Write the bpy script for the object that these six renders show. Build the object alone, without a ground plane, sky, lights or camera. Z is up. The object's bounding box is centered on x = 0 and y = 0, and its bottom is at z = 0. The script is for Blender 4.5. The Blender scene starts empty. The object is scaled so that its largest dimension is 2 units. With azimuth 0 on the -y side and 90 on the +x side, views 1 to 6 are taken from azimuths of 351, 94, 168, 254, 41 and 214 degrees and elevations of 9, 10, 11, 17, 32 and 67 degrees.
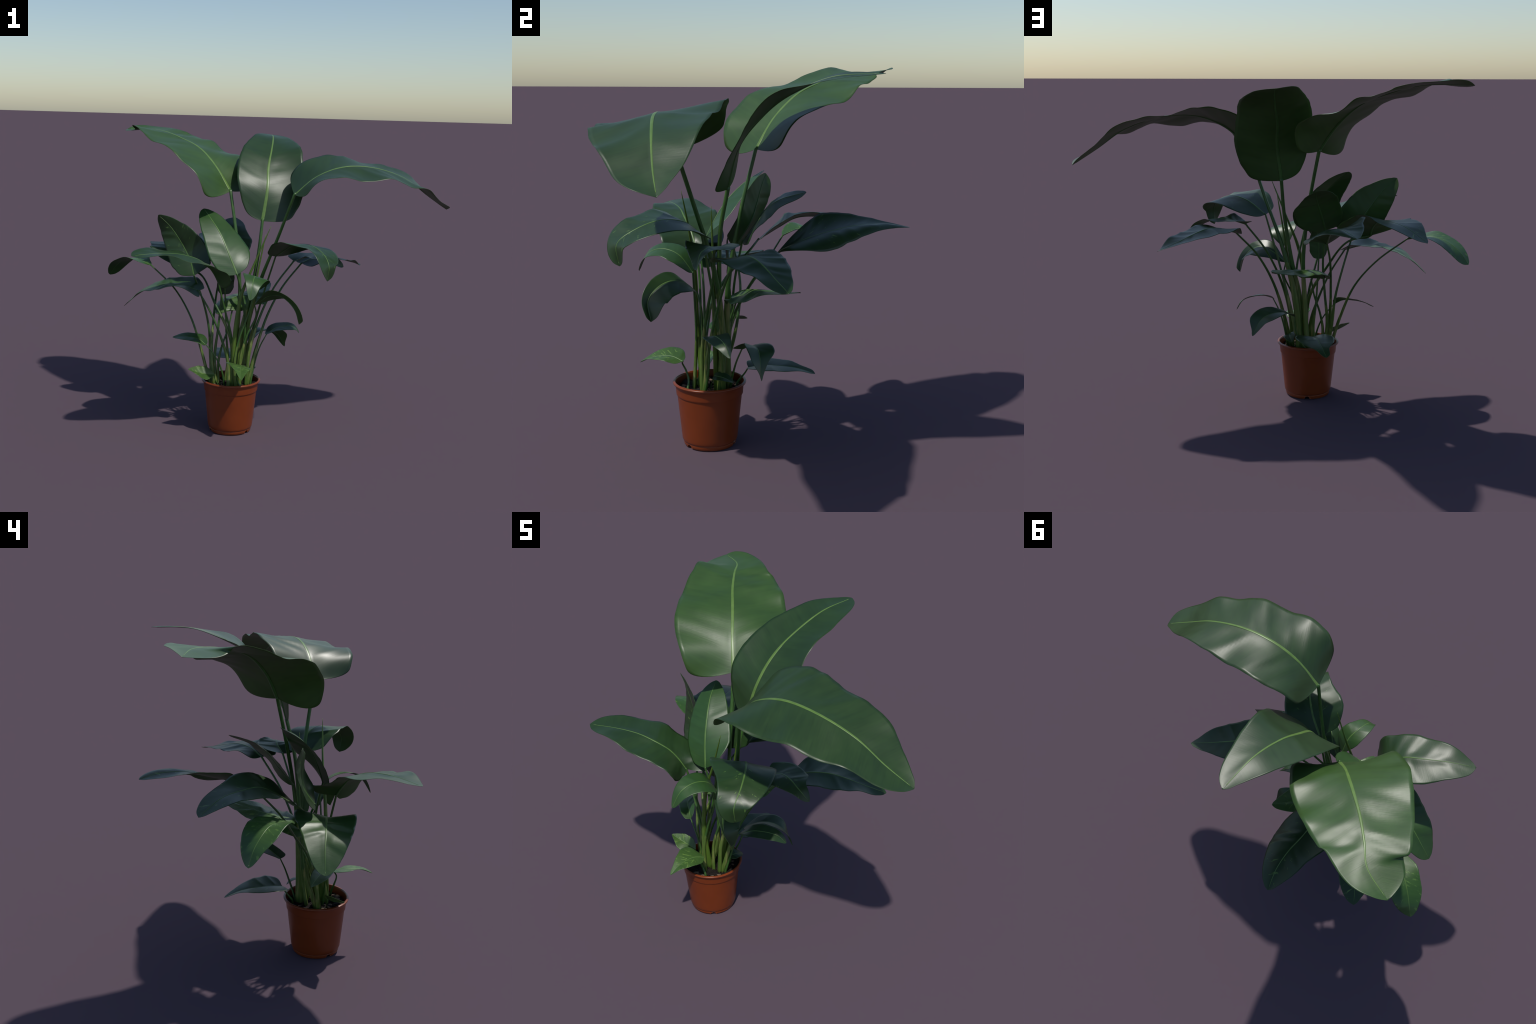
# A potted bird-of-paradise plant: glossy paddle-shaped leaves on long sheathed
# stalks, growing in several fans from a round plastic nursery pot.
import bpy, math, random
import numpy as np
from mathutils import Matrix, Vector

rng = np.random.default_rng(11)
random.seed(11)

# ------------------------------------------------------------------ materials
def new_mat(name):
    m = bpy.data.materials.new(name)
    m.use_nodes = True
    nt = m.node_tree
    nt.nodes.clear()
    out = nt.nodes.new('ShaderNodeOutputMaterial')
    b = nt.nodes.new('ShaderNodeBsdfPrincipled')
    nt.links.new(b.outputs[0], out.inputs[0])
    return m, nt, b

def N(nt, kind, **kw):
    n = nt.nodes.new(kind)
    for k, v in kw.items():
        if k.startswith('i_'):
            key = k[2:]
            n.inputs[int(key) if key.isdigit() else key.replace('_', ' ')].default_value = v
        else:
            setattr(n, k, v)
    return n

def ramp(nt, fac, stops, mode='LINEAR'):
    r = nt.nodes.new('ShaderNodeValToRGB')
    r.color_ramp.interpolation = mode
    el = r.color_ramp.elements
    while len(el) < len(stops):
        el.new(0.5)
    for e, (p, c) in zip(el, stops):
        e.position = p
        e.color = (c[0], c[1], c[2], 1)
    nt.links.new(fac, r.inputs[0])
    return r.outputs[0]

def mixc(nt, fac, a, b, blend='MIX'):
    m = nt.nodes.new('ShaderNodeMix')
    m.data_type = 'RGBA'
    m.blend_type = blend
    for sock, v in ((m.inputs[0], fac), (m.inputs[6], a), (m.inputs[7], b)):
        if hasattr(v, 'links'):
            nt.links.new(v, sock)
        elif isinstance(v, tuple):
            sock.default_value = (v[0], v[1], v[2], 1)
        else:
            sock.default_value = v
    return m.outputs[2]

def math_n(nt, op, a, b=0.0):
    m = nt.nodes.new('ShaderNodeMath')
    m.operation = op
    for i, v in enumerate((a, b)):
        if hasattr(v, 'links'):
            nt.links.new(v, m.inputs[i])
        else:
            m.inputs[i].default_value = v
    return m.outputs[0]

def leaf_coords(nt, seed):
    """leaf-local vectors: side veins sweep from the midrib (x=0) toward the tip (+y)"""
    tc = N(nt, 'ShaderNodeTexCoord')
    sx = N(nt, 'ShaderNodeSeparateXYZ')
    nt.links.new(tc.outputs['Object'], sx.inputs[0])
    ax = math_n(nt, 'ABSOLUTE', sx.outputs[0])
    def vec(kx, ky, lean=0.35):
        along = math_n(nt, 'SUBTRACT', sx.outputs[1], math_n(nt, 'MULTIPLY', ax, lean))
        c = N(nt, 'ShaderNodeCombineXYZ')
        nt.links.new(math_n(nt, 'MULTIPLY', sx.outputs[0], kx), c.inputs[0])
        nt.links.new(math_n(nt, 'MULTIPLY', along, ky), c.inputs[1])
        c.inputs[2].default_value = seed
        return c.outputs[0]
    return tc, vec

def leaf_material(name, dark, light, patchy=0.0, seed=0.0, rough=0.40, spec=0.5):
    m, nt, b = new_mat(name)
    tc, vec = leaf_coords(nt, seed)
    big = N(nt, 'ShaderNodeTexNoise', i_Scale=7.0, i_Detail=3.0)
    nt.links.new(tc.outputs['Object'], big.inputs['Vector'])
    vein = N(nt, 'ShaderNodeTexNoise', i_Scale=1.0, i_Detail=4.0, i_Roughness=0.6)
    nt.links.new(vec(9.0, 150.0), vein.inputs['Vector'])
    band = N(nt, 'ShaderNodeTexNoise', i_Scale=1.0, i_Detail=2.0)
    nt.links.new(vec(5.0, 38.0), band.inputs['Vector'])
    f = math_n(nt, 'ADD', math_n(nt, 'MULTIPLY', big.outputs[0], 0.40),
               math_n(nt, 'ADD', math_n(nt, 'MULTIPLY', vein.outputs[0], 0.30),
                      math_n(nt, 'MULTIPLY', band.outputs[0], 0.30)))
    col = ramp(nt, f, [(0.30, dark), (0.70, light)])
    if patchy > 0:
        # pale yellow-green flecks drawn out along the side veins
        vo = N(nt, 'ShaderNodeTexNoise', i_Scale=1.0, i_Detail=2.5, i_Roughness=0.55, i_Distortion=0.8)
        nt.links.new(vec(30.0, 60.0, 0.8), vo.inputs['Vector'])
        zone = N(nt, 'ShaderNodeTexNoise', i_Scale=11.0, i_Detail=1.5)
        nt.links.new(tc.outputs['Object'], zone.inputs['Vector'])
        t = 0.665 - 0.075 * patchy
        mask = ramp(nt, vo.outputs[0], [(t, (0, 0, 0)), (t + 0.035, (1, 1, 1))])
        zmask = ramp(nt, zone.outputs[0], [(0.43 + 0.10 * (1 - patchy), (0, 0, 0)), (0.50 + 0.10 * (1 - patchy), (1, 1, 1))])
        mk = math_n(nt, 'MULTIPLY', math_n(nt, 'MULTIPLY', mask, zmask), 0.75)
        col = mixc(nt, mk, col, (0.115, 0.215, 0.045))
    # every leaf a little lighter or darker, yellower or bluer than the next
    info = N(nt, 'ShaderNodeObjectInfo')
    hsv = N(nt, 'ShaderNodeHueSaturation')
    vm = N(nt, 'ShaderNodeMapRange', i_3=0.90, i_4=1.10)
    hm = N(nt, 'ShaderNodeMapRange', i_3=0.508, i_4=0.488)
    nt.links.new(info.outputs['Random'], vm.inputs[0])
    nt.links.new(info.outputs['Random'], hm.inputs[0])
    nt.links.new(vm.outputs[0], hsv.inputs['Value'])
    nt.links.new(hm.outputs[0], hsv.inputs['Hue'])
    nt.links.new(col, hsv.inputs['Color'])
    nt.links.new(hsv.outputs[0], b.inputs['Base Color'])
    rr = N(nt, 'ShaderNodeMapRange', i_3=rough - 0.05, i_4=rough + 0.07)
    nt.links.new(big.outputs[0], rr.inputs[0])
    nt.links.new(rr.outputs[0], b.inputs['Roughness'])
    b.inputs['Specular IOR Level'].default_value = spec
    bp = N(nt, 'ShaderNodeBump', i_Strength=0.18, i_Distance=0.0015)
    nt.links.new(vein.outputs[0], bp.inputs['Height'])
    nt.links.new(bp.outputs[0], b.inputs['Normal'])
    return m

def stalk_material(name, a, b_, pale, amount, seed):
    """fibrous stalk skin: long streaks, some pale yellowish"""
    m, nt, b = new_mat(name)
    tc = N(nt, 'ShaderNodeTexCoord')
    mp = N(nt, 'ShaderNodeMapping')
    mp.inputs['Scale'].default_value = (110, 110, 5)
    mp.inputs['Location'].default_value = (seed, seed * 2, seed)
    nt.links.new(tc.outputs['Object'], mp.inputs[0])
    st = N(nt, 'ShaderNodeTexNoise', i_Scale=1.0, i_Detail=3.0)
    nt.links.new(mp.outputs[0], st.inputs['Vector'])
    bl = N(nt, 'ShaderNodeTexNoise', i_Scale=9.0, i_Detail=2.0)
    nt.links.new(tc.outputs['Object'], bl.inputs['Vector'])
    col = ramp(nt, st.outputs[0], [(0.3, a), (0.7, b_)])
    f = math_n(nt, 'MULTIPLY', math_n(nt, 'ADD', math_n(nt, 'MULTIPLY', st.outputs[0], .5),
                                      math_n(nt, 'MULTIPLY', bl.outputs[0], .5)), 1.0)
    pm = ramp(nt, f, [(0.62 - amount * 0.25, (0, 0, 0)), (0.72 - amount * 0.2, (1, 1, 1))])
    col = mixc(nt, math_n(nt, 'MULTIPLY', pm, 0.75), col, pale)
    nt.links.new(col, b.inputs['Base Color'])
    b.inputs['Roughness'].default_value = 0.38
    bp = N(nt, 'ShaderNodeBump', i_Strength=0.25, i_Distance=0.001)
    nt.links.new(st.outputs[0], bp.inputs['Height'])
    nt.links.new(bp.outputs[0], b.inputs['Normal'])
    return m

def plain_noise_material(name, a, b_, scale, rough, spec=0.5, bump=0.0):
    m, nt, b = new_mat(name)
    tc = N(nt, 'ShaderNodeTexCoord')
    n = N(nt, 'ShaderNodeTexNoise', i_Scale=scale, i_Detail=5.0, i_Roughness=0.6)
    nt.links.new(tc.outputs['Object'], n.inputs['Vector'])
    nt.links.new(ramp(nt, n.outputs[0], [(0.3, a), (0.7, b_)]), b.inputs['Base Color'])
    b.inputs['Roughness'].default_value = rough
    b.inputs['Specular IOR Level'].default_value = spec
    if bump:
        bp = N(nt, 'ShaderNodeBump', i_Strength=bump, i_Distance=0.004)
        nt.links.new(n.outputs[0], bp.inputs['Height'])
        nt.links.new(bp.outputs[0], b.inputs['Normal'])
    return m

LEAF_DARK, LEAF_LIGHT = (0.0195, 0.053, 0.0115), (0.035, 0.091, 0.019)
DEEP_DARK, DEEP_LIGHT = (0.0115, 0.032, 0.0085), (0.0225, 0.058, 0.014)
MAT_LEAF = leaf_material('leaf_blade', LEAF_DARK, LEAF_LIGHT, 0.0, 1.0)
MAT_DEEP = leaf_material('leaf_blade_deep', DEEP_DARK, DEEP_LIGHT, 0.0, 4.0)
MAT_FLECK = leaf_material('leaf_blade_few_flecks', DEEP_DARK, DEEP_LIGHT, 0.4, 2.0)
MAT_UNDER = leaf_material('leaf_underside', (0.026, 0.066, 0.015), (0.042, 0.096, 0.021), 0.0, 6.0, rough=0.48, spec=0.36)
MAT_VARIEGATED = leaf_material('leaf_blade_variegated', (0.026, 0.068, 0.014), (0.046, 0.112, 0.022), 1.0, 3.0)
MAT_RIB = plain_noise_material('midrib_upper', (0.085, 0.165, 0.032), (0.125, 0.215, 0.050), 22, 0.38)
MAT_RIB_SOFT = plain_noise_material('midrib_upper_soft', (0.062, 0.130, 0.027), (0.092, 0.172, 0.040), 22, 0.40)
MAT_RIB_UNDER = plain_noise_material('midrib_under', (0.03, 0.09, 0.018), (0.045, 0.12, 0.025), 22, 0.38)
MAT_STALK = stalk_material('stalk_skin', (0.028, 0.082, 0.016), (0.048, 0.118, 0.022), (0.10, 0.19, 0.03), 0.1, 3.0)
MAT_SHEATH = stalk_material('sheath_skin', (0.060, 0.120, 0.022), (0.110, 0.172, 0.030), (0.24, 0.235, 0.085), 0.55, 8.0)
MAT_SPEAR = stalk_material('spear_skin', (0.065, 0.13, 0.018), (0.10, 0.17, 0.024), (0.17, 0.21, 0.04), 0.3, 5.0)
MAT_POT = plain_noise_material('terracotta_plastic', (0.178, 0.0330, 0.0060), (0.196, 0.0375, 0.0075), 14, 0.33, 0.5)
MAT_SOIL = plain_noise_material('potting_soil', (0.006, 0.005, 0.005), (0.022, 0.017, 0.014), 90, 0.95, 0.2, 0.8)
MAT_CHIP = plain_noise_material('bark_chip', (0.10, 0.068, 0.045), (0.20, 0.145, 0.10), 60, 0.9, 0.2, 0.4)

# ------------------------------------------------------------------ helpers
POT = Vector((-0.2765, -0.2735, 0.0))
plant = bpy.data.objects.new('potted_plant', None)
plant.empty_display_size = 0.1
plant.location = POT
bpy.context.scene.collection.objects.link(plant)
plant['label'] = 'glossy green paddle-leaved houseplant in a round terracotta-coloured plastic pot'
plant['category'] = 'potted plant'
PLANT_M = Matrix.Translation(POT)

def add_object(name, verts, faces, mats, frame, parent, parent_frame, smooth=True, face_mats=None):
    """verts are world positions; the mesh is stored in the given local frame"""
    inv = np.array(frame.inverted())
    v = np.asarray(verts, float) @ inv[:3, :3].T + inv[:3, 3]
    me = bpy.data.meshes.new(name)
    me.from_pydata(v.tolist(), [], faces)
    for m in mats:
        me.materials.append(m)
    if face_mats is not None:
        me.polygons.foreach_set('material_index', face_mats)
    if smooth:
        me.polygons.foreach_set('use_smooth', [True] * len(faces))
    me.update()
    ob = bpy.data.objects.new(name, me)
    bpy.context.scene.collection.objects.link(ob)
    ob.parent = parent
    ob.matrix_basis = parent_frame.inverted() @ frame
    return ob

def catmull(P, s):
    P = np.asarray(P, float)
    n = len(P) - 1
    Q = np.vstack([2 * P[0] - P[1], P, 2 * P[-1] - P[-2]])
    x = np.clip(np.asarray(s) * n, 0, n - 1e-9)
    i = x.astype(int)
    f = (x - i)[:, None]
    a, b, c, d = Q[i], Q[i + 1], Q[i + 2], Q[i + 3]
    return .5 * (2 * b + (c - a) * f + (2 * a - 5 * b + 4 * c - d) * f ** 2 + (-a + 3 * b - 3 * c + d) * f ** 3)

def spline1(v, s):
    v = np.asarray(v, float)[:, None]
    return catmull(v, s)[:, 0]

STATIONS = np.array([0, .08, .3, .55, .8, .94, 1])
def width_curve(w5, s):
    """smooth half-width along the blade through five stations, zero at base and tip"""
    y = np.concatenate([[0.0], w5, [0.0]])
    h = np.diff(STATIONS)
    d = np.diff(y) / h
    m = np.zeros(7)
    for i in range(1, 6):
        if d[i - 1] * d[i] > 0:
            w1, w2 = 2 * h[i] + h[i - 1], h[i] + 2 * h[i - 1]
            m[i] = (w1 + w2) / (w1 / d[i - 1] + w2 / d[i])
    m[0], m[6] = 2.2 * d[0], 2.0 * d[5]
    i = np.clip(np.searchsorted(STATIONS, s, side='right') - 1, 0, 5)
    t = (s - STATIONS[i]) / h[i]
    w = ((2 * t ** 3 - 3 * t ** 2 + 1) * y[i] + (t ** 3 - 2 * t ** 2 + t) * h[i] * m[i]
         + (-2 * t ** 3 + 3 * t ** 2) * y[i + 1] + (t ** 3 - t ** 2) * h[i] * m[i + 1])
    return np.maximum(0.0008, w)

def rib_frames(mid, roll, up, s):
    P = catmull(mid, s)
    ds = 1e-3
    T = catmull(mid, np.clip(s + ds, 0, 1)) - catmull(mid, np.clip(s - ds, 0, 1))
    T /= np.linalg.norm(T, axis=1)[:, None]
    up = np.asarray(up, float)
    n = np.zeros_like(P)
    k = int(np.argmin(abs(s - .5)))
    v = up - T[k] * (up @ T[k])
    n[k] = v / np.linalg.norm(v)
    for rngs in (range(k + 1, len(s)), range(k - 1, -1, -1)):
        for i in rngs:
            j = i - 1 if i > k else i + 1
            v = n[j] - T[i] * (n[j] @ T[i])
            n[i] = v / np.linalg.norm(v)
    l = np.cross(n, T)
    a, b, c = roll
    r = (a * (1 - s) * (1 - 2 * s) + 4 * b * s * (1 - s) + c * s * (2 * s - 1))[:, None]
    return P, T, np.cos(r) * n + np.sin(r) * l, np.cos(r) * l - np.sin(r) * n

def smooth_noise(s, freq, gen):
    """1-D value noise in -1..1"""
    k = gen.uniform(-1, 1, int(freq) + 4)
    x = s * freq
    i = x.astype(int)
    f = x - i
    f = f * f * (3 - 2 * f)
    return k[i] * (1 - f) + k[i + 1] * f

def tube(path, rad_a, rad_b, side_dir, sides=14, groove=0.0):
    """tapered tube; rad_a along side_dir, rad_b across it, optional channel on the inner (-a) side"""
    path = np.asarray(path)
    T = np.gradient(path, axis=0)
    T /= np.linalg.norm(T, axis=1)[:, None]
    A = side_dir - T * (side_dir * T).sum(1)[:, None]
    A /= np.linalg.norm(A, axis=1)[:, None]
    B = np.cross(T, A)
    ph = np.arange(sides) / sides * 2 * math.pi
    verts, faces = [], []
    for i in range(len(path)):
        g = 1 - groove * np.exp(-((ph - math.pi) / 0.55) ** 2)
        ring = path[i] + (np.cos(ph) * g)[:, None] * A[i] * rad_a[i] + np.sin(ph)[:, None] * B[i] * rad_b[i]
        verts.extend(ring)
    for i in range(len(path) - 1):
        for j in range(sides):
            k = (j + 1) % sides
            faces.append((i * sides + j, i * sides + k, (i + 1) * sides + k, (i + 1) * sides + j))
    verts.append(path[0]); verts.append(path[-1])
    a, b = len(verts) - 2, len(verts) - 1
    last = (len(path) - 1) * sides
    for j in range(sides):
        k = (j + 1) % sides
        faces.append((a, k, j))
        faces.append((b, last + j, last + k))
    return verts, faces

# ------------------------------------------------------------------ a leaf
def leaf(stalk, mid, up, left, right, roll, fold_left, fold_right, curl=(-.3, -.3), sweep=-.35,
         rib=0.006, stalk_r=(0.012, 0.008, 0.006), sheath=0.0, mat=MAT_LEAF, ripple=0.02, ribs=9, stalk_mat=None):
    """one leaf.
    stalk   control points of the stalk, soil to blade
    mid     control points of the midrib, blade base to tip
    up      rough direction the upper face looks to
    left/right            half widths at five stations
    fold_left/fold_right  how far each half is lifted (radians) along the blade
    """
    ns, nq = 81, 12
    t = np.linspace(0, 1, ns)
    s = 0.5 * t + 0.5 * (0.5 - 0.5 * np.cos(math.pi * t))
    s = 0.0 + s
    P, T, n, l = rib_frames(mid, roll, up, s)
    gen = np.random.default_rng(int(abs(mid[0][0] * 7919 + mid[0][1] * 104729) * 1000) % 2 ** 31)
    length = np.linalg.norm(np.diff(P, axis=0), axis=1).sum()
    cols = []
    for side, w5, fold, c in ((1, left, fold_left, curl[0]), (-1, right, fold_right, curl[1])):
        w = width_curve(w5, s) * (1 + 0.010 * smooth_noise(s, 26, gen) + 0.008 * smooth_noise(s, 11, gen))
        a = spline1(fold, s)
        wob = smooth_noise(s, ribs, gen)
        crease = 0.9 - 2.2 * abs(smooth_noise(s, ribs * 0.8, gen)) ** 0.8 + 0.6 * smooth_noise(s, ribs * 1.9, gen)
        flutter = smooth_noise(s, ribs * 3.3, gen)
        half = []
        K = 8
        for iq in range(1, nq + 1):
            q = iq / nq
            al = np.zeros(ns); an = np.zeros(ns)
            for j in range(K):
                ang = a + c * (q * (j + .5) / K - .5)
                al += np.cos(ang) * q / K
                an += np.sin(ang) * q / K
            pos = P + (side * l * al[:, None] + n * an[:, None]) * w[:, None] + T * (sweep * w * q * (1 - s) ** 3)[:, None]
            # creases running out along the side veins, and a finer flutter of the margin
            sv = np.clip(s - 0.13 * q, 0, 1)
            wv = (np.interp(sv, s, crease) * min(1.0, q / 0.25) * (1.0 - 0.3 * q)
                  + np.interp(sv, s, wob) * q ** 2 * 0.7 + np.interp(sv, s, flutter) * q ** 4 * 0.25)
            amp = ripple * np.minimum(w, w.max() * .9) * np.sin(np.clip(s, 0, 1) * math.pi) ** .5
            pos = pos + n * (wv * amp)[:, None]
            half.append(pos)
        cols.append(half)
    grid = cols[1][::-1] + [P - n * 0.0004] + cols[0]
    nc = len(grid)
    V = np.stack(grid, 1).reshape(-1, 3)
    F = [(i * nc + j, (i + 1) * nc + j, (i + 1) * nc + j + 1, i * nc + j + 1)
         for i in range(ns - 1) for j in range(nc - 1)]
    F = [f[::-1] for f in F]
    # local frame: origin at the blade base, y along the blade, z out of its upper face
    y = Vector(P[-1] - P[0]).normalized()
    z = Vector(n.mean(0)); z = (z - y * z.dot(y)).normalized()
    x = y.cross(z)
    frame = Matrix((x, y, z)).transposed().to_4x4()
    frame.translation = Vector(P[0])
    blade = add_object('leaf', V, F, [MAT_UNDER, mat], frame, plant, PLANT_M)
    so = blade.modifiers.new('thickness', 'SOLIDIFY')
    so.thickness = 0.0011
    so.offset = 0.0
    so.material_offset = 1
    # midrib: pale band proud of the upper face, rounded keel below
    sm = np.linspace(0, 0.975, 50)
    Pm, Tm, nm, lm = rib_frames(mid, roll, up, s)
    Pm = np.stack([np.interp(sm, s, P[:, k]) for k in range(3)], 1)
    nm = np.stack([np.interp(sm, s, n[:, k]) for k in range(3)], 1)
    lm = np.stack([np.interp(sm, s, l[:, k]) for k in range(3)], 1)
    half_w = rib * (1 - sm) ** 0.62 * 0.97 + 0.0003
    ph = np.array([0, 35, 65, 90, 115, 145, 180, 215, 250, 290, 325]) * math.pi / 180
    mv, mf, mm = [], [], []
    for i in range(len(sm)):
        up_h = 0.0013 + 0.03 * half_w[i]
        dn_h = 0.0012 + 0.55 * half_w[i]
        h = np.where(np.sin(ph) >= 0, np.sin(ph) * up_h, np.sin(ph) * dn_h)
        mv.extend(Pm[i] + np.cos(ph)[:, None] * lm[i] * half_w[i] + h[:, None] * nm[i])
    k = len(ph)
    for i in range(len(sm) - 1):
        for j in range(k):
            jj = (j + 1) % k
            mf.append((i * k + j, (i + 1) * k + j, (i + 1) * k + jj, i * k + jj)[::-1])
            mm.append(0 if j < 6 else 1)
    mf.append(tuple(range(k))); mm.append(1)
    mf.append(tuple(range((len(sm) - 1) * k, len(sm) * k))[::-1]); mm.append(1)
    add_object('midrib', mv, mf, [MAT_RIB if rib > 0.008 else MAT_RIB_SOFT, MAT_RIB_UNDER], frame, blade, frame, face_mats=mm)
    # stalk
    make_stalk(stalk, T[0], n[0], l[0], rib, stalk_r, sheath, blade, frame, stalk_mat or MAT_STALK)
    return blade

def make_stalk(stalk, t_end, n_end, l_end, rib, radii, sheath, parent, parent_frame, mat):
    pts = np.asarray(stalk, float)
    m = 40
    u = np.linspace(0, 1, m)
    path = catmull(pts, u)
    if t_end is not None:
        path = np.vstack([path, path[-1] + t_end * rib * 1.2])
        u = np.append(u, 1.0)
    path[0] -= np.array([0, 0, 0.03])
    r = np.interp(u, [0, .45, 1], radii)
    outward = path[-1] - path[0]
    outward[2] = 0
    side = outward / (np.linalg.norm(outward) + 1e-6)
    D = np.tile(side, (len(path), 1))
    a, b = r.copy(), r.copy()
    if l_end is not None:
        # the top flattens out into the midrib
        wide = np.interp(u, [.93, 1], [radii[2], rib * .95])
        b = np.where(u > .93, np.maximum(b, wide), b)
    # the foot is broad in the plane of the fan and clasps the younger stalks
    if sheath > 0:
        k = np.clip(1 - u / 0.6, 0, 1) ** 0.8
        a = a * (1 + sheath * k)
    v, f = tube(path, a, b, D, 16, 0.25)
    frame = Matrix.Translation(Vector(pts[0]))
    ob = add_object('stalk', v, f, [mat], frame, parent, parent_frame)
    if sheath > 0:
        # the clasping sheath: a half-open sleeve around the foot of the stalk
        q = np.linspace(0, 0.5, 24)
        ps = catmull(pts, q); ps[0] -= np.array([0, 0, 0.02])
        ra = np.interp(q, u, a) * np.interp(q, [0, .35, .5], [1.10, 1.06, 0.88])
        rb = np.interp(q, u, b) * np.interp(q, [0, .35, .5], [1.18, 1.10, 0.88])
        vs, fs = tube(ps, ra, rb, np.tile(side, (24, 1)), 16, 0.2)
        add_object('sheath', vs, fs, [MAT_SHEATH], frame, ob, frame)
    return ob

# ------------------------------------------------------------------ pot
def build_pot():
    # outer profile up, lip, inner profile down
    prof = [(0.000, 0.008), (0.106, 0.008), (0.112, 0.000), (0.1190, 0.000), (0.1225, 0.003), (0.1245, 0.010), (0.1255, 0.019),
            (0.1250, 0.0205), (0.1262, 0.0225), (0.1290, 0.025), (0.1312, 0.032), (0.1330, 0.045), (0.1375, 0.090), (0.1468, 0.180),
            (0.1530, 0.244), (0.1533, 0.2472), (0.1550, 0.2478), (0.1574, 0.2486), (0.1580, 0.2500), (0.1584, 0.256), (0.1602, 0.278), (0.1612, 0.294),
            (0.1632, 0.297), (0.1700, 0.299), (0.1725, 0.3015), (0.1736, 0.305), (0.1725, 0.309), (0.1692, 0.3115),
            (0.1646, 0.3118), (0.1616, 0.309), (0.1600, 0.303), (0.1575, 0.280), (0.1560, 0.255), (0.1410, 0.200), (0.0, 0.195)]
    nseg = 96
    V, F = [], []
    th = np.arange(nseg) / nseg * 2 * math.pi
    for r, z in prof:
        for a in th:
            zz = z
            if z < 0.0185 and r > 0.1:
                # three drainage notches in the foot ring
                for az in (45, 165, 285):
                    c = math.radians(az - 90)
                    d = (a - c + math.pi) % (2 * math.pi) - math.pi
                    zz = max(zz, 0.0175 * max(0.0, 1 - (d / 0.12) ** 2) ** 0.5)
            V.append((POT[0] + r * math.cos(a), POT[1] + r * math.sin(a), zz))
    for i in range(len(prof) - 1):
        for j in range(nseg):
            k = (j + 1) % nseg
            F.append((i * nseg + j, i * nseg + k, (i + 1) * nseg + k, (i + 1) * nseg + j))
    ob = add_object('pot', V, F, [MAT_POT], PLANT_M, plant, PLANT_M)
    bv = ob.modifiers.new('soft_edges', 'BEVEL')
    bv.width = 0.0006; bv.segments = 2; bv.limit_method = 'ANGLE'; bv.angle_limit = math.radians(35)
    ob.data.set_sharp_from_angle(angle=math.radians(45))

def build_soil():
    nr, na = 36, 96
    V, F = [(POT[0], POT[1], 0.275)], []
    ph = rng.uniform(0, 6.28, (60, 3)); fr = rng.normal(0, 70, (60, 2))
    def height(x, y):
        h = sum(math.sin(f[0] * x + f[1] * y + p[0]) for f, p in zip(fr, ph)) / 60 ** .5
        return 0.275 + 0.0045 * h
    for i in range(1, nr + 1):
        r = 0.1568 * i / nr
        for j in range(na):
            a = j / na * 2 * math.pi
            x, y = r * math.cos(a), r * math.sin(a)
            V.append((POT[0] + x, POT[1] + y, height(x, y) - 0.004 * (i == nr)))
    for j in range(na):
        F.append((0, 1 + j, 1 + (j + 1) % na))
    for i in range(nr - 1):
        for j in range(na):
            k = (j + 1) % na
            F.append((1 + i * na + j, 1 + (i + 1) * na + j, 1 + (i + 1) * na + k, 1 + i * na + k))
    add_object('soil', V, F, [MAT_SOIL], PLANT_M, plant, PLANT_M)

    def lumps(name, mat, items):
        V, F = [], []
        for (x, y, z, sx, sy, sz, rot, seed) in items:
            g = np.random.default_rng(seed)
            base = len(V)
            nu, nv = 12, 7
            k = g.uniform(-.3, .3, (4,))
            for a in range(nv + 1):
                la = math.pi * a / nv - math.pi / 2
                for b in range(nu):
                    lo = 2 * math.pi * b / nu
                    rr = 1 + k[0] * math.sin(2 * lo + seed) + k[1] * math.sin(3 * lo) * math.cos(la) + .08 * g.normal()
                    px = sx * rr * math.cos(la) * math.cos(lo); py = sy * rr * math.cos(la) * math.sin(lo)
                    V.append((x + px * math.cos(rot) - py * math.sin(rot), y + px * math.sin(rot) + py * math.cos(rot),
                              z + sz * math.sin(la) * rr))
            for a in range(nv):
                for b in range(nu):
                    c = (b + 1) % nu
                    F.append((base + a * nu + b, base + a * nu + c, base + (a + 1) * nu + c, base + (a + 1) * nu + b))
        ob = add_object(name, V, F, [mat], PLANT_M, plant, PLANT_M)
        ob['kind'] = 'stuff'
    chips = [(-0.05, 0.02, 0.02, 0.3), (-0.1, -0.01, 0.012, 1.0), (-0.09, 0.05, 0.014, 0.2), (0.03, -0.125, 0.025, 0.1), (0.0, -0.12, 0.018, 0.5), (-0.12, -0.06, 0.014, 2.0), (0.08, 0.09, 0.012, 0.4), (0.1, 0.07, 0.01, 0.1), (0.06, 0.02, 0.008, 0.7), (-0.06, -0.06, 0.012, 0.8), (0.11, -0.05, 0.012, 0.2), (-0.03, 0.125, 0.012, 0.9), (0.09, -0.09, 0.016, 1.4)]
    items = [(POT[0] + x, POT[1] + y, 0.277, s, s * .7, .005, rot, 50 + i) for i, (x, y, s, rot) in enumerate(chips)]
    lumps('bark_chip', MAT_CHIP, items)
    crumbs = []
    for i in range(170):
        r = 0.15 * math.sqrt(random.random()); a = random.random() * 6.283
        s = random.uniform(.003, .008)
        crumbs.append((POT[0] + r * math.cos(a), POT[1] + r * math.sin(a), 0.277, s, s * .8, s * .7, a, 900 + i))
    lumps('soil_crumb', MAT_SOIL, crumbs)

build_pot()
build_soil()

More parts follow.
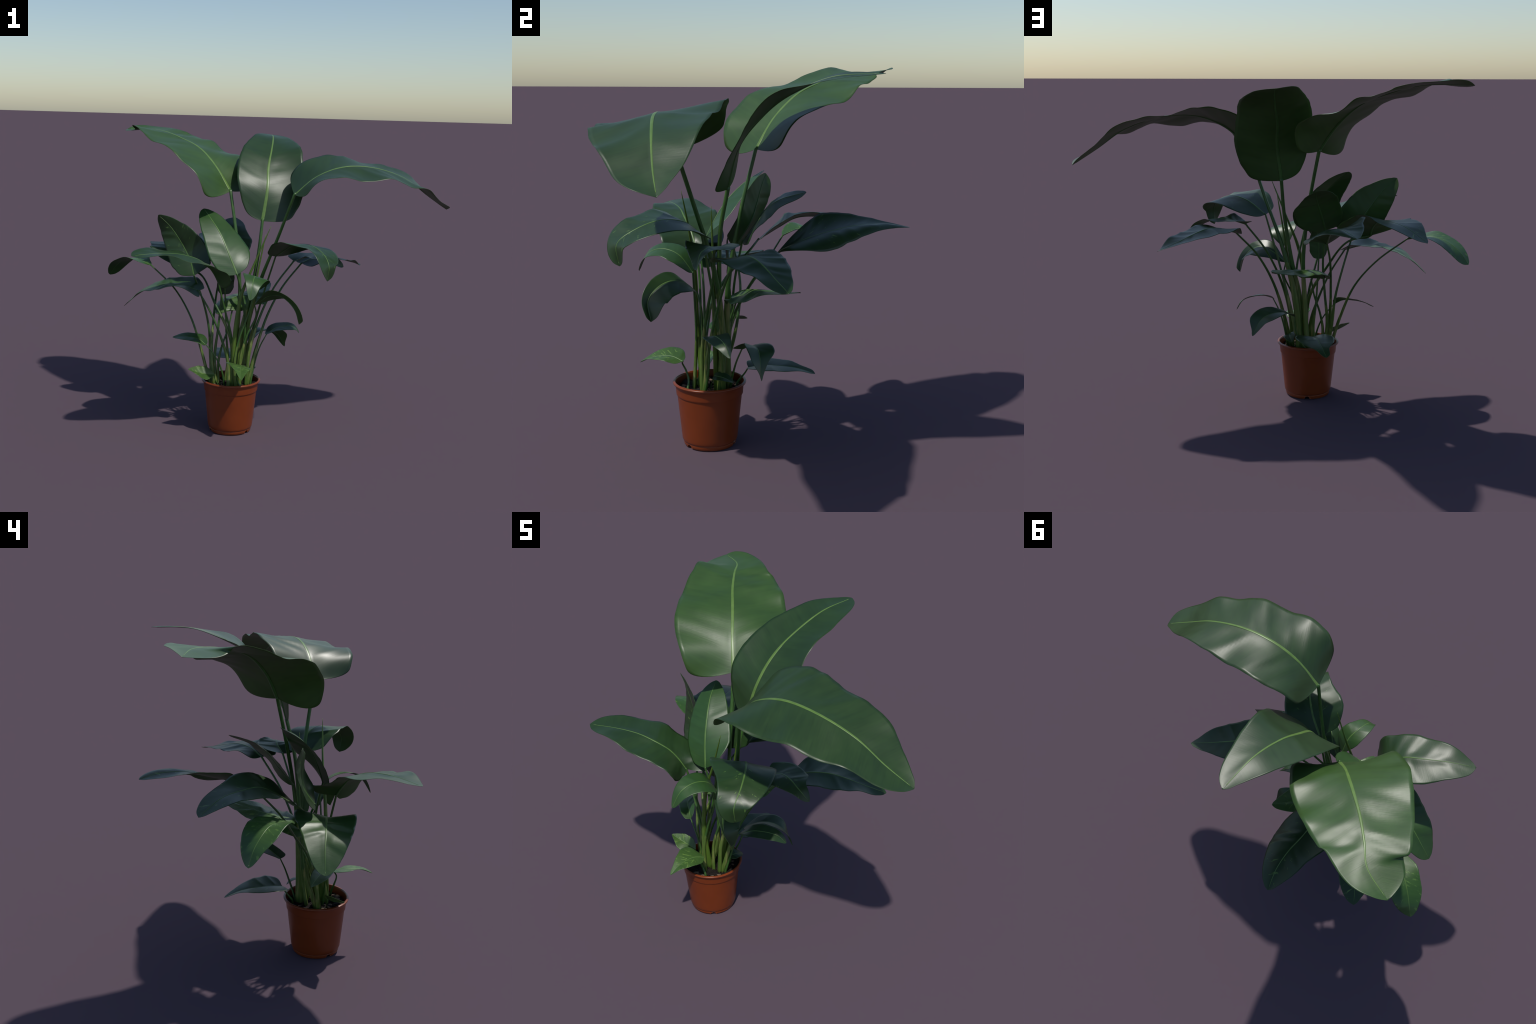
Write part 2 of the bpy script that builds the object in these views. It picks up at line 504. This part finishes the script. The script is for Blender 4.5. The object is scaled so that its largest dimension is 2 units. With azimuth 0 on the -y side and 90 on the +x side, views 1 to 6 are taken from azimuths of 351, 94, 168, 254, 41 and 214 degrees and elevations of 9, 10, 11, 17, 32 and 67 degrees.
# ------------------------------------------------------------------ the leaves
# big leaf leaning back and to the left
leaf(stalk=[(-0.252, -0.19, 0.272), (-0.237, -0.189, 0.539), (-0.223, -0.175, 0.815), (-0.241, -0.124, 1.113), (-0.276, -0.056, 1.402)],
     mid=[(-0.276, -0.056, 1.402), (-0.353, 0.021, 1.538), (-0.447, 0.126, 1.648), (-0.559, 0.247, 1.707), (-0.651, 0.362, 1.741), (-0.728, 0.463, 1.75), (-0.88, 0.538, 1.746)],
     up=(0.101, -0.504, 0.858), left=(0.241, 0.302, 0.253, 0.19, 0.147), right=(0.206, 0.299, 0.256, 0.145, 0.071), roll=(-0.18, -0.28, -0.05),
     fold_left=(-0.16, 0.14, 0.07, 0.01, -0.08, 0.07, 0.16, 0.08, 0.09), fold_right=(-0.13, 0.18, 0.08, -0.14, -0.02, -0.11, -0.01, 0.05, 0.36),
     curl=(0.13, 0.11), sweep=-0.34, rib=0.0105, stalk_r=(0.0125, 0.0105, 0.0092), sheath=0.85, mat=MAT_LEAF, ripple=0.022, ribs=12)

# big arching leaf reaching right
leaf(stalk=[(-0.218, -0.212, 0.272), (-0.185, -0.202, 0.582), (-0.114, -0.229, 0.876), (-0.027, -0.295, 1.149), (0.051, -0.364, 1.412)],
     mid=[(0.051, -0.364, 1.412), (0.18, -0.378, 1.521), (0.341, -0.379, 1.579), (0.529, -0.368, 1.572), (0.717, -0.34, 1.512), (0.864, -0.31, 1.414), (0.997, -0.273, 1.33)],
     up=(0.302, -0.302, 0.905), left=(0.227, 0.267, 0.227, 0.145, 0.062), right=(0.215, 0.263, 0.235, 0.154, 0.092), roll=(0.14, 0.14, 0.17),
     fold_left=(0.09, 0.15, 0.04, -0.01, -0.11, 0.02, 0.17, 0.13, 0.3), fold_right=(0.03, 0.22, 0.09, -0.09, 0.01, -0.04, 0.13, 0.12, 0.37),
     curl=(0.1, 0.1), sweep=-0.02, rib=0.0105, stalk_r=(0.0125, 0.0105, 0.0092), sheath=0.85, mat=MAT_DEEP, ripple=0.022, ribs=12)

# big upright leaf in the middle
leaf(stalk=[(-0.228, -0.222, 0.272), (-0.218, -0.217, 0.542), (-0.164, -0.212, 0.799), (-0.122, -0.201, 1.041), (-0.097, -0.164, 1.237)],
     mid=[(-0.097, -0.164, 1.237), (-0.064, -0.115, 1.418), (-0.045, -0.019, 1.545), (-0.008, 0.101, 1.642), (0.031, 0.283, 1.72), (0.056, 0.501, 1.733)],
     up=(0, -0.914, 0.406), left=(0.12, 0.189, 0.179, 0.12, 0.047), right=(0.171, 0.226, 0.197, 0.128, 0.073), roll=(0.24, 0.08, 0.21),
     fold_left=(0.08, 0.13, 0.07, -0.05, -0.04, 0.17), fold_right=(0.13, -0.06, 0.07, 0.27, 0, 0),
     curl=(0.21, 0.23), sweep=-0.19, rib=0.0105, stalk_r=(0.0125, 0.0105, 0.0092), sheath=0.85, mat=MAT_DEEP, ripple=0.016, ribs=12)

# upright leaf, front
leaf(stalk=[(-0.262, -0.29, 0.272), (-0.218, -0.285, 0.439), (-0.202, -0.284, 0.607), (-0.218, -0.29, 0.775), (-0.259, -0.308, 0.939)],
     mid=[(-0.259, -0.308, 0.939), (-0.305, -0.258, 1.057), (-0.347, -0.196, 1.16), (-0.395, -0.116, 1.239), (-0.433, -0.027, 1.293)],
     up=(0.207, -0.83, 0.518), left=(0.089, 0.118, 0.103, 0.07, 0.036), right=(0.087, 0.141, 0.116, 0.079, 0.037), roll=(0.23, 0.02, -0.07),
     fold_left=(-0.03, -0.12, -0.15, -0.03), fold_right=(0.13, -0.25, -0.23, 0.04),
     curl=(0, 0), sweep=-0.05, rib=0.006, stalk_r=(0.009, 0.007, 0.0052), sheath=0.4, mat=MAT_LEAF, ripple=0.012, ribs=9)

# upright leaf, left
leaf(stalk=[(-0.386, -0.252, 0.272), (-0.391, -0.185, 0.429), (-0.401, -0.15, 0.593), (-0.439, -0.143, 0.753), (-0.498, -0.18, 0.911)],
     mid=[(-0.498, -0.18, 0.911), (-0.515, -0.128, 0.984), (-0.546, -0.091, 1.054), (-0.588, -0.072, 1.124), (-0.639, -0.056, 1.193), (-0.705, -0.038, 1.253)],
     up=(-0.318, -0.848, 0.424), left=(0.086, 0.115, 0.101, 0.078, 0.047), right=(0.122, 0.128, 0.114, 0.059, 0.024), roll=(0.1, 0.24, 0.58),
     fold_left=(0.11, 0.17, 0.14, -0.03, -0.24), fold_right=(0.11, 0.08, 0.15, 0.03, -0.16),
     curl=(-0.2, -0.2), sweep=0.02, rib=0.006, stalk_r=(0.009, 0.007, 0.0052), sheath=0.4, mat=MAT_FLECK, ripple=0.022, ribs=9)

# upright leaf, behind
leaf(stalk=[(-0.365, -0.246, 0.272), (-0.368, -0.199, 0.429), (-0.347, -0.177, 0.604), (-0.33, -0.158, 0.786), (-0.334, -0.123, 0.968)],
     mid=[(-0.334, -0.123, 0.968), (-0.297, -0.059, 1.051), (-0.261, -0.008, 1.126), (-0.234, 0.058, 1.179), (-0.205, 0.177, 1.216)],
     up=(0.207, -0.83, 0.518), left=(0.083, 0.113, 0.112, 0.077, 0.037), right=(0.056, 0.133, 0.134, 0.076, 0.048), roll=(0.03, 0.12, 0.13),
     fold_left=(-0.2, -0.07, -0.16, 0.02), fold_right=(-0.28, 0.02, -0.1, -0.02),
     curl=(0, 0), sweep=-0.20, rib=0.006, stalk_r=(0.009, 0.007, 0.0052), sheath=0.4, mat=MAT_DEEP, ripple=0.022, ribs=9)

# long arching leaf, front left
leaf(stalk=[(-0.288, -0.315, 0.272), (-0.275, -0.314, 0.432), (-0.29, -0.316, 0.59), (-0.331, -0.323, 0.745), (-0.372, -0.339, 0.901)],
     mid=[(-0.372, -0.339, 0.901), (-0.402, -0.36, 0.956), (-0.446, -0.384, 1.01), (-0.515, -0.421, 1.054), (-0.614, -0.457, 1.082), (-0.733, -0.508, 1.092), (-0.874, -0.564, 1.086)],
     up=(0, -0.196, 0.981), left=(0.049, 0.156, 0.156, 0.115, 0.055), right=(0.106, 0.146, 0.166, 0.124, 0.076), roll=(0.58, -0.04, 0),
     fold_left=(0.25, 0.29, 0.31, 0.14, -0.03, -0.04, 0.14, -0.11), fold_right=(0.81, 0.38, -0.07, -0.14, -0.04, -0.06, 0.07, 0.06),
     curl=(0.12, 0.12), sweep=-1.09, rib=0.006, stalk_r=(0.009, 0.007, 0.0052), sheath=0.4, mat=MAT_DEEP, ripple=0.04, ribs=9)

# leaf bent over to the front
leaf(stalk=[(-0.212, -0.198, 0.272), (-0.173, -0.207, 0.466), (-0.129, -0.222, 0.659), (-0.081, -0.244, 0.851), (-0.03, -0.27, 1.042)],
     mid=[(-0.03, -0.27, 1.042), (0.055, -0.328, 1.113), (0.132, -0.415, 1.133), (0.19, -0.512, 1.102), (0.215, -0.588, 1.042), (0.212, -0.579, 0.949)],
     up=(0.318, -0.424, 0.848), left=(0.092, 0.152, 0.125, 0.068, 0.045), right=(0.132, 0.181, 0.13, 0.084, 0.042), roll=(0.08, 0.15, 0.35),
     fold_left=(0.04, -0.12, -0.02, 0.02, 0.11, 0.03, 0.22), fold_right=(-0.02, 0.03, -0.02, -0.1, 0.03, 0.01, 0.42),
     curl=(0.1, 0.1), sweep=-0.20, rib=0.006, stalk_r=(0.009, 0.007, 0.0052), sheath=0.4, mat=MAT_FLECK, ripple=0.022, ribs=9)

# long drooping leaf, right
leaf(stalk=[(-0.182, -0.286, 0.272), (-0.132, -0.262, 0.475), (-0.064, -0.217, 0.667), (0.033, -0.166, 0.836), (0.161, -0.101, 0.975)],
     mid=[(0.161, -0.101, 0.975), (0.246, -0.064, 1.006), (0.325, -0.017, 1.013), (0.4, 0.03, 0.995), (0.485, 0.077, 0.965), (0.595, 0.136, 0.932)],
     up=(0.192, 0.192, 0.962), left=(0.083, 0.147, 0.119, 0.072, 0.035), right=(0.113, 0.136, 0.121, 0.084, 0.036), roll=(-0.09, -0.08, -0.3),
     fold_left=(-0.12, 0.17, -0.03, -0.07, -0.04, 0, 0.01), fold_right=(-0.01, 0.01, 0, -0.06, 0.03, 0.23, -0.26),
     curl=(0.2, 0.2), sweep=-0.31, rib=0.006, stalk_r=(0.009, 0.007, 0.0052), sheath=0.4, mat=MAT_DEEP, ripple=0.03, ribs=9)

# pointed drooping leaf, right
leaf(stalk=[(-0.192, -0.297, 0.272), (-0.173, -0.293, 0.482), (-0.113, -0.262, 0.676), (-0.023, -0.222, 0.852), (0.093, -0.202, 1.004)],
     mid=[(0.093, -0.202, 1.004), (0.177, -0.197, 1.03), (0.245, -0.213, 1.036), (0.31, -0.231, 1.021), (0.39, -0.234, 0.974)],
     up=(0.196, 0, 0.981), left=(0.076, 0.108, 0.101, 0.044, 0.022), right=(0.07, 0.124, 0.087, 0.04, 0.021), roll=(-0.26, -0.15, -0.81),
     fold_left=(0.42, 0.09, -0.11, -0.01, 0.34), fold_right=(0.3, 0.23, 0, 0.03, 0.09),
     curl=(0.1, 0.1), sweep=-0.56, rib=0.006, stalk_r=(0.009, 0.007, 0.0052), sheath=0.4, mat=MAT_FLECK, ripple=0.022, ribs=9)

# long channelled leaf reaching back
leaf(stalk=[(-0.376, -0.258, 0.272), (-0.389, -0.22, 0.466), (-0.374, -0.15, 0.644), (-0.345, -0.059, 0.805), (-0.301, 0.039, 0.92)],
     mid=[(-0.301, 0.039, 0.92), (-0.28, 0.177, 0.994), (-0.272, 0.306, 1.037), (-0.261, 0.415, 1.063), (-0.263, 0.532, 1.069), (-0.286, 0.647, 1.052)],
     up=(0.507, 0, 0.862), left=(0.106, 0.173, 0.132, 0.093, 0.041), right=(0.128, 0.165, 0.138, 0.082, 0.041), roll=(0.3, 0.24, 0.54),
     fold_left=(0.1, 0.12, 0, -0.13, -0.01), fold_right=(0.26, -0.08, -0.08, 0, 0.06),
     curl=(0.51, -0.91), sweep=0.52, rib=0.006, stalk_r=(0.009, 0.007, 0.0052), sheath=0.4, mat=MAT_FLECK, ripple=0.022, ribs=9)

# leaf bending down, back left
leaf(stalk=[(-0.275, -0.318, 0.272), (-0.286, -0.304, 0.547), (-0.377, -0.223, 0.755), (-0.445, -0.104, 0.899), (-0.569, -0.066, 0.94)],
     mid=[(-0.569, -0.066, 0.94), (-0.554, 0.033, 1.005), (-0.567, 0.119, 1.051), (-0.6, 0.214, 1.055), (-0.642, 0.329, 1.04), (-0.704, 0.448, 0.983)],
     up=(-0.192, 0.192, 0.962), left=(0.155, 0.191, 0.155, 0.103, 0.038), right=(0.188, 0.14, 0.132, 0.094, 0.054), roll=(0.02, 0, -0.1),
     fold_left=(0.03, 0.13, 0.08, 0.13, 0), fold_right=(0.02, 0.18, 0.13, -0.04, 0.06),
     curl=(0.1, 0.1), sweep=0.30, rib=0.006, stalk_r=(0.009, 0.007, 0.0052), sheath=0.4, mat=MAT_FLECK, ripple=0.022, ribs=9)

# far left leaf on a long curved stalk
leaf(stalk=[(-0.399, -0.244, 0.272), (-0.449, -0.207, 0.466), (-0.508, -0.141, 0.65), (-0.6, -0.038, 0.805), (-0.739, 0.047, 0.935)],
     mid=[(-0.739, 0.047, 0.935), (-0.802, 0.107, 0.956), (-0.856, 0.165, 0.961), (-0.908, 0.216, 0.939), (-0.952, 0.262, 0.897), (-0.988, 0.296, 0.835)],
     up=(-0.302, 0.302, 0.905), left=(0.046, 0.084, 0.082, 0.055, 0.028), right=(0.035, 0.107, 0.099, 0.072, 0.04), roll=(0.14, -0.07, -0.27),
     fold_left=(0.21, 0.24, 0.01, -0.05, -0.04), fold_right=(0.31, 0.1, 0.09, 0.01, -0.17),
     curl=(0.1, 0.1), sweep=0.21, rib=0.0045, stalk_r=(0.008, 0.006, 0.0042), sheath=0.3, mat=MAT_VARIEGATED, ripple=0.02, ribs=7)

# leaf hanging to the left
leaf(stalk=[(-0.297, -0.328, 0.272), (-0.301, -0.306, 0.421), (-0.344, -0.288, 0.565), (-0.403, -0.272, 0.704), (-0.478, -0.247, 0.835)],
     mid=[(-0.478, -0.247, 0.835), (-0.569, -0.215, 0.861), (-0.663, -0.18, 0.86), (-0.751, -0.146, 0.835), (-0.829, -0.114, 0.784), (-0.904, -0.09, 0.712)],
     up=(-0.53, 0, 0.848), left=(0.09, 0.146, 0.125, 0.087, 0.045), right=(0.079, 0.16, 0.123, 0.08, 0.044), roll=(-0.01, -0.12, -0.08),
     fold_left=(-0.12, 0.16, 0.17, 0, 0.08, 0.01, 0.07), fold_right=(0.03, 0.08, 0.02, 0.05, 0.03, 0.07, 0.05),
     curl=(0.05, 0.05), sweep=-0.83, rib=0.006, stalk_r=(0.009, 0.007, 0.0052), sheath=0.4, mat=MAT_LEAF, ripple=0.04, ribs=9)

# small shiny leaf bent to the front
leaf(stalk=[(-0.256, -0.345, 0.272), (-0.266, -0.337, 0.421), (-0.241, -0.33, 0.565), (-0.192, -0.328, 0.706), (-0.157, -0.33, 0.851)],
     mid=[(-0.157, -0.33, 0.851), (-0.158, -0.39, 0.93), (-0.181, -0.468, 0.956), (-0.204, -0.543, 0.928), (-0.225, -0.589, 0.843)],
     up=(0, -0.287, 0.958), left=(0.043, 0.082, 0.068, 0.044, 0.024), right=(0.033, 0.074, 0.065, 0.036, 0.016), roll=(0.13, 0.19, 0.28),
     fold_left=(0.15, 0.02, -0.04, 0.25), fold_right=(0.16, -0.04, 0.03, 0.26),
     curl=(-0.1, -0.1), sweep=-0.01, rib=0.0045, stalk_r=(0.008, 0.006, 0.0042), sheath=0.3, mat=MAT_LEAF, ripple=0.02, ribs=7)

# drooping leaf, front right
leaf(stalk=[(-0.229, -0.305, 0.272), (-0.23, -0.3, 0.429), (-0.193, -0.295, 0.571), (-0.141, -0.291, 0.686), (-0.153, -0.311, 0.762)],
     mid=[(-0.153, -0.311, 0.762), (-0.081, -0.356, 0.821), (-0.03, -0.415, 0.837), (0.016, -0.468, 0.811), (0.054, -0.497, 0.759), (0.08, -0.479, 0.68)],
     up=(0.192, -0.192, 0.962), left=(0.034, 0.102, 0.098, 0.093, 0.053), right=(0.029, 0.058, 0.045, 0.032, 0.028), roll=(0.24, 0.59, 1.01),
     fold_left=(-0.2, 0.1, 0.23, 0.43, 0.78), fold_right=(-0.23, 0.03, 0.22, 0.56, 0.9),
     curl=(-0.09, -0.11), sweep=0.32, rib=0.0045, stalk_r=(0.008, 0.006, 0.0042), sheath=0.3, mat=MAT_DEEP, ripple=0.02, ribs=7)

# crumpled low leaf
leaf(stalk=[(-0.347, -0.25, 0.272), (-0.349, -0.22, 0.382), (-0.325, -0.198, 0.49), (-0.287, -0.177, 0.594), (-0.262, -0.146, 0.692)],
     mid=[(-0.354, -0.208, 0.685), (-0.305, -0.129, 0.738), (-0.227, -0.068, 0.764), (-0.145, 0, 0.772), (-0.063, 0.075, 0.786), (0.016, 0.159, 0.809)],
     up=(-0.39, -0.488, 0.781), left=(0.042, 0.085, 0.087, 0.062, 0.034), right=(0.029, 0.126, 0.165, 0.076, 0.03), roll=(-0.18, 0.12, 0.2),
     fold_left=(-0.58, -0.47, -0.22, -0.1, -0.06, -0.27), fold_right=(-0.77, -0.37, -0.08, -0.19, -0.07, -0.21),
     curl=(-0.1, -0.1), sweep=-0.08, rib=0.0045, stalk_r=(0.008, 0.006, 0.0042), sheath=0.3, mat=MAT_VARIEGATED, ripple=0.1, ribs=7)

# small inner leaf
leaf(stalk=[(-0.304, -0.21, 0.272), (-0.288, -0.197, 0.401), (-0.297, -0.182, 0.532), (-0.304, -0.175, 0.666), (-0.312, -0.183, 0.8)],
     mid=[(-0.312, -0.183, 0.8), (-0.313, -0.185, 0.848), (-0.31, -0.186, 0.895), (-0.304, -0.187, 0.943), (-0.294, -0.187, 0.99)],
     up=(0, -0.936, 0.351), left=(0.033, 0.052, 0.051, 0.032, 0.014), right=(0.033, 0.052, 0.052, 0.032, 0.014), roll=(-0.01, -0.18, -0.2),
     fold_left=(0.11, 0.15, 0.16, 0.17), fold_right=(0.14, 0.13, 0.14, 0.15),
     curl=(-0.1, -0.1), sweep=-0.25, rib=0.0045, stalk_r=(0.008, 0.006, 0.0042), sheath=0.3, mat=MAT_FLECK, ripple=0.02, ribs=7)

# low arching leaf, right
leaf(stalk=[(-0.163, -0.282, 0.272), (-0.147, -0.268, 0.35), (-0.128, -0.257, 0.427), (-0.103, -0.254, 0.502), (-0.069, -0.26, 0.572)],
     mid=[(-0.069, -0.26, 0.572), (-0.011, -0.219, 0.598), (0.055, -0.184, 0.604), (0.117, -0.154, 0.592), (0.156, -0.129, 0.548)],
     up=(0, 0, 1), left=(0.03, 0.055, 0.043, 0.026, 0.012), right=(0.024, 0.052, 0.048, 0.032, 0.014), roll=(0.21, -0.3, -0.72),
     fold_left=(-0.03, 0.05, 0.01, 0.28), fold_right=(0.09, -0.01, 0.05, 0.13),
     curl=(-0.1, -0.1), sweep=-0.21, rib=0.003, stalk_r=(0.007, 0.0052, 0.0033), sheath=0.0, mat=MAT_DEEP, ripple=0.02, ribs=6)

# low drooping leaf, right
leaf(stalk=[(-0.25, -0.17, 0.272), (-0.213, -0.164, 0.324), (-0.184, -0.151, 0.379), (-0.168, -0.134, 0.438), (-0.162, -0.109, 0.498)],
     mid=[(-0.162, -0.109, 0.498), (-0.095, -0.061, 0.534), (-0.025, -0.029, 0.542), (0.043, -0.011, 0.515), (0.093, 0, 0.431)],
     up=(0.309, 0.206, 0.928), left=(0.019, 0.063, 0.077, 0.037, 0.013), right=(0.049, 0.042, 0.066, 0.058, 0.016), roll=(-0.04, 0.14, 0.74),
     fold_left=(0.13, 0.21, 0.23, 0.04), fold_right=(0.09, 0.21, 0.09, 0.25),
     curl=(-0.1, -0.1), sweep=-0.51, rib=0.003, stalk_r=(0.007, 0.0052, 0.0033), sheath=0.0, mat=MAT_DEEP, ripple=0.02, ribs=6)

# low leaf over the back of the rim
leaf(stalk=[(-0.263, -0.146, 0.272), (-0.272, -0.142, 0.301), (-0.27, -0.124, 0.327), (-0.264, -0.104, 0.354), (-0.255, -0.088, 0.383)],
     mid=[(-0.255, -0.088, 0.383), (-0.262, -0.011, 0.394), (-0.256, 0.069, 0.393), (-0.255, 0.149, 0.383), (-0.257, 0.226, 0.358)],
     up=(-0.206, 0.309, 0.928), left=(0.079, 0.09, 0.079, 0.032, 0.024), right=(0.082, 0.117, 0.09, 0.037, 0.018), roll=(-0.2, -0.25, -0.37),
     fold_left=(0.2, 0.06, 0.09, 0.2), fold_right=(0.2, 0.06, 0.07, 0.17),
     curl=(-0.1, -0.1), sweep=-0.33, rib=0.003, stalk_r=(0.007, 0.0052, 0.0033), sheath=0.0, mat=MAT_FLECK, ripple=0.02, ribs=6)

# small low leaf, left
leaf(stalk=[(-0.317, -0.295, 0.272), (-0.329, -0.296, 0.341), (-0.351, -0.294, 0.405), (-0.385, -0.287, 0.464), (-0.428, -0.276, 0.516)],
     mid=[(-0.428, -0.276, 0.516), (-0.471, -0.246, 0.544), (-0.521, -0.21, 0.549), (-0.569, -0.167, 0.545), (-0.615, -0.123, 0.528)],
     up=(-0.212, -0.212, 0.954), left=(0.035, 0.05, 0.048, 0.028, 0.01), right=(0.026, 0.041, 0.041, 0.027, 0.01), roll=(0.24, 0.04, 0.28),
     fold_left=(0.64, 0.2, 0.1, -0.12), fold_right=(0.69, 0.14, 0.04, -0.06),
     curl=(-0.1, -0.1), sweep=-0.32, rib=0.003, stalk_r=(0.007, 0.0052, 0.0033), sheath=0.0, mat=MAT_LEAF, ripple=0.02, ribs=6)

# small variegated leaf at the rim
leaf(stalk=[(-0.352, -0.305, 0.272), (-0.359, -0.302, 0.289), (-0.37, -0.299, 0.305), (-0.378, -0.298, 0.322), (-0.378, -0.298, 0.341)],
     mid=[(-0.378, -0.298, 0.341), (-0.421, -0.301, 0.347), (-0.461, -0.308, 0.356), (-0.499, -0.318, 0.369), (-0.537, -0.329, 0.384)],
     up=(-0.199, -0.398, 0.896), left=(0.024, 0.054, 0.052, 0.028, 0.011), right=(0.024, 0.045, 0.044, 0.026, 0.011), roll=(0.22, 0.2, 0.04),
     fold_left=(0.22, 0.18, 0.31, 0.44), fold_right=(0.22, 0.24, 0.3, 0.42),
     curl=(-0.1, -0.1), sweep=0.16, rib=0.003, stalk_r=(0.003, 0.0025, 0.002), sheath=0.0, mat=MAT_VARIEGATED, ripple=0.02, ribs=6)

# variegated leaf over the front rim
leaf(stalk=[(-0.226, -0.372, 0.271), (-0.25, -0.369, 0.315), (-0.259, -0.383, 0.36), (-0.249, -0.398, 0.397), (-0.216, -0.39, 0.417)],
     mid=[(-0.216, -0.39, 0.417), (-0.241, -0.441, 0.432), (-0.253, -0.495, 0.431), (-0.259, -0.548, 0.419), (-0.261, -0.601, 0.394)],
     up=(0, -0.316, 0.949), left=(0.044, 0.06, 0.052, 0.029, 0.012), right=(0.046, 0.088, 0.059, 0.025, 0.012), roll=(0.1, 0.15, -0.07),
     fold_left=(-0.16, 0.06, 0.13, 0.34), fold_right=(-0.13, 0.01, 0.22, 0.27),
     curl=(-0.1, -0.1), sweep=0.10, rib=0.003, stalk_r=(0.007, 0.0052, 0.0033), sheath=0.0, mat=MAT_VARIEGATED, ripple=0.02, ribs=6)

# tiny leaf at the soil
leaf(stalk=[(-0.2, -0.256, 0.272), (-0.189, -0.257, 0.296), (-0.18, -0.253, 0.32), (-0.171, -0.245, 0.344), (-0.163, -0.237, 0.368)],
     mid=[(-0.163, -0.237, 0.367), (-0.156, -0.214, 0.366), (-0.153, -0.19, 0.361), (-0.153, -0.168, 0.352), (-0.156, -0.147, 0.34)],
     up=(0.505, 0.303, 0.808), left=(0.021, 0.032, 0.032, 0.021, 0.009), right=(0.023, 0.035, 0.033, 0.02, 0.009), roll=(-0.02, 0.22, 0.22),
     fold_left=(0.07, 0.11, 0.16, 0.21), fold_right=(0.01, 0.15, 0.19, 0.22),
     curl=(-0.1, -0.1), sweep=-0.40, rib=0.0018, stalk_r=(0.003, 0.002, 0.0018), sheath=0.0, mat=MAT_FLECK, ripple=0.02, ribs=6)


# rolled young leaves standing up as spears
def spear(path, radii, sheath):
    pts = np.asarray(path, float)
    u = np.linspace(0, 1, 44)
    p = catmull(pts, u); p[0] -= np.array([0, 0, .03])
    r = np.interp(u, [0, .3, .55, .6, .92, 1], radii)
    v, f = tube(p, r * np.interp(u, [0, .5], [1 + sheath, 1]), r, np.tile(np.array([0.8, 0.6, 0.0]), (44, 1)), 14, 0.12)
    frame = Matrix.Translation(Vector(pts[0]))
    add_object('leaf_spear', v, f, [MAT_SPEAR], frame, plant, PLANT_M)

spear([(-0.265, -0.3, 0.272), (-0.27, -0.328, 0.549), (-0.239, -0.331, 0.807), (-0.16, -0.342, 1.022), (-0.078, -0.366, 1.232)], (0.0125, 0.0105, 0.0092, 0.0075, 0.0035, 0.0008), 0.5)
spear([(-0.235, -0.235, 0.272), (-0.196, -0.236, 0.495), (-0.16, -0.236, 0.719), (-0.126, -0.235, 0.943), (-0.086, -0.236, 1.166)], (0.0115, 0.01, 0.009, 0.007, 0.0035, 0.0008), 0.5)
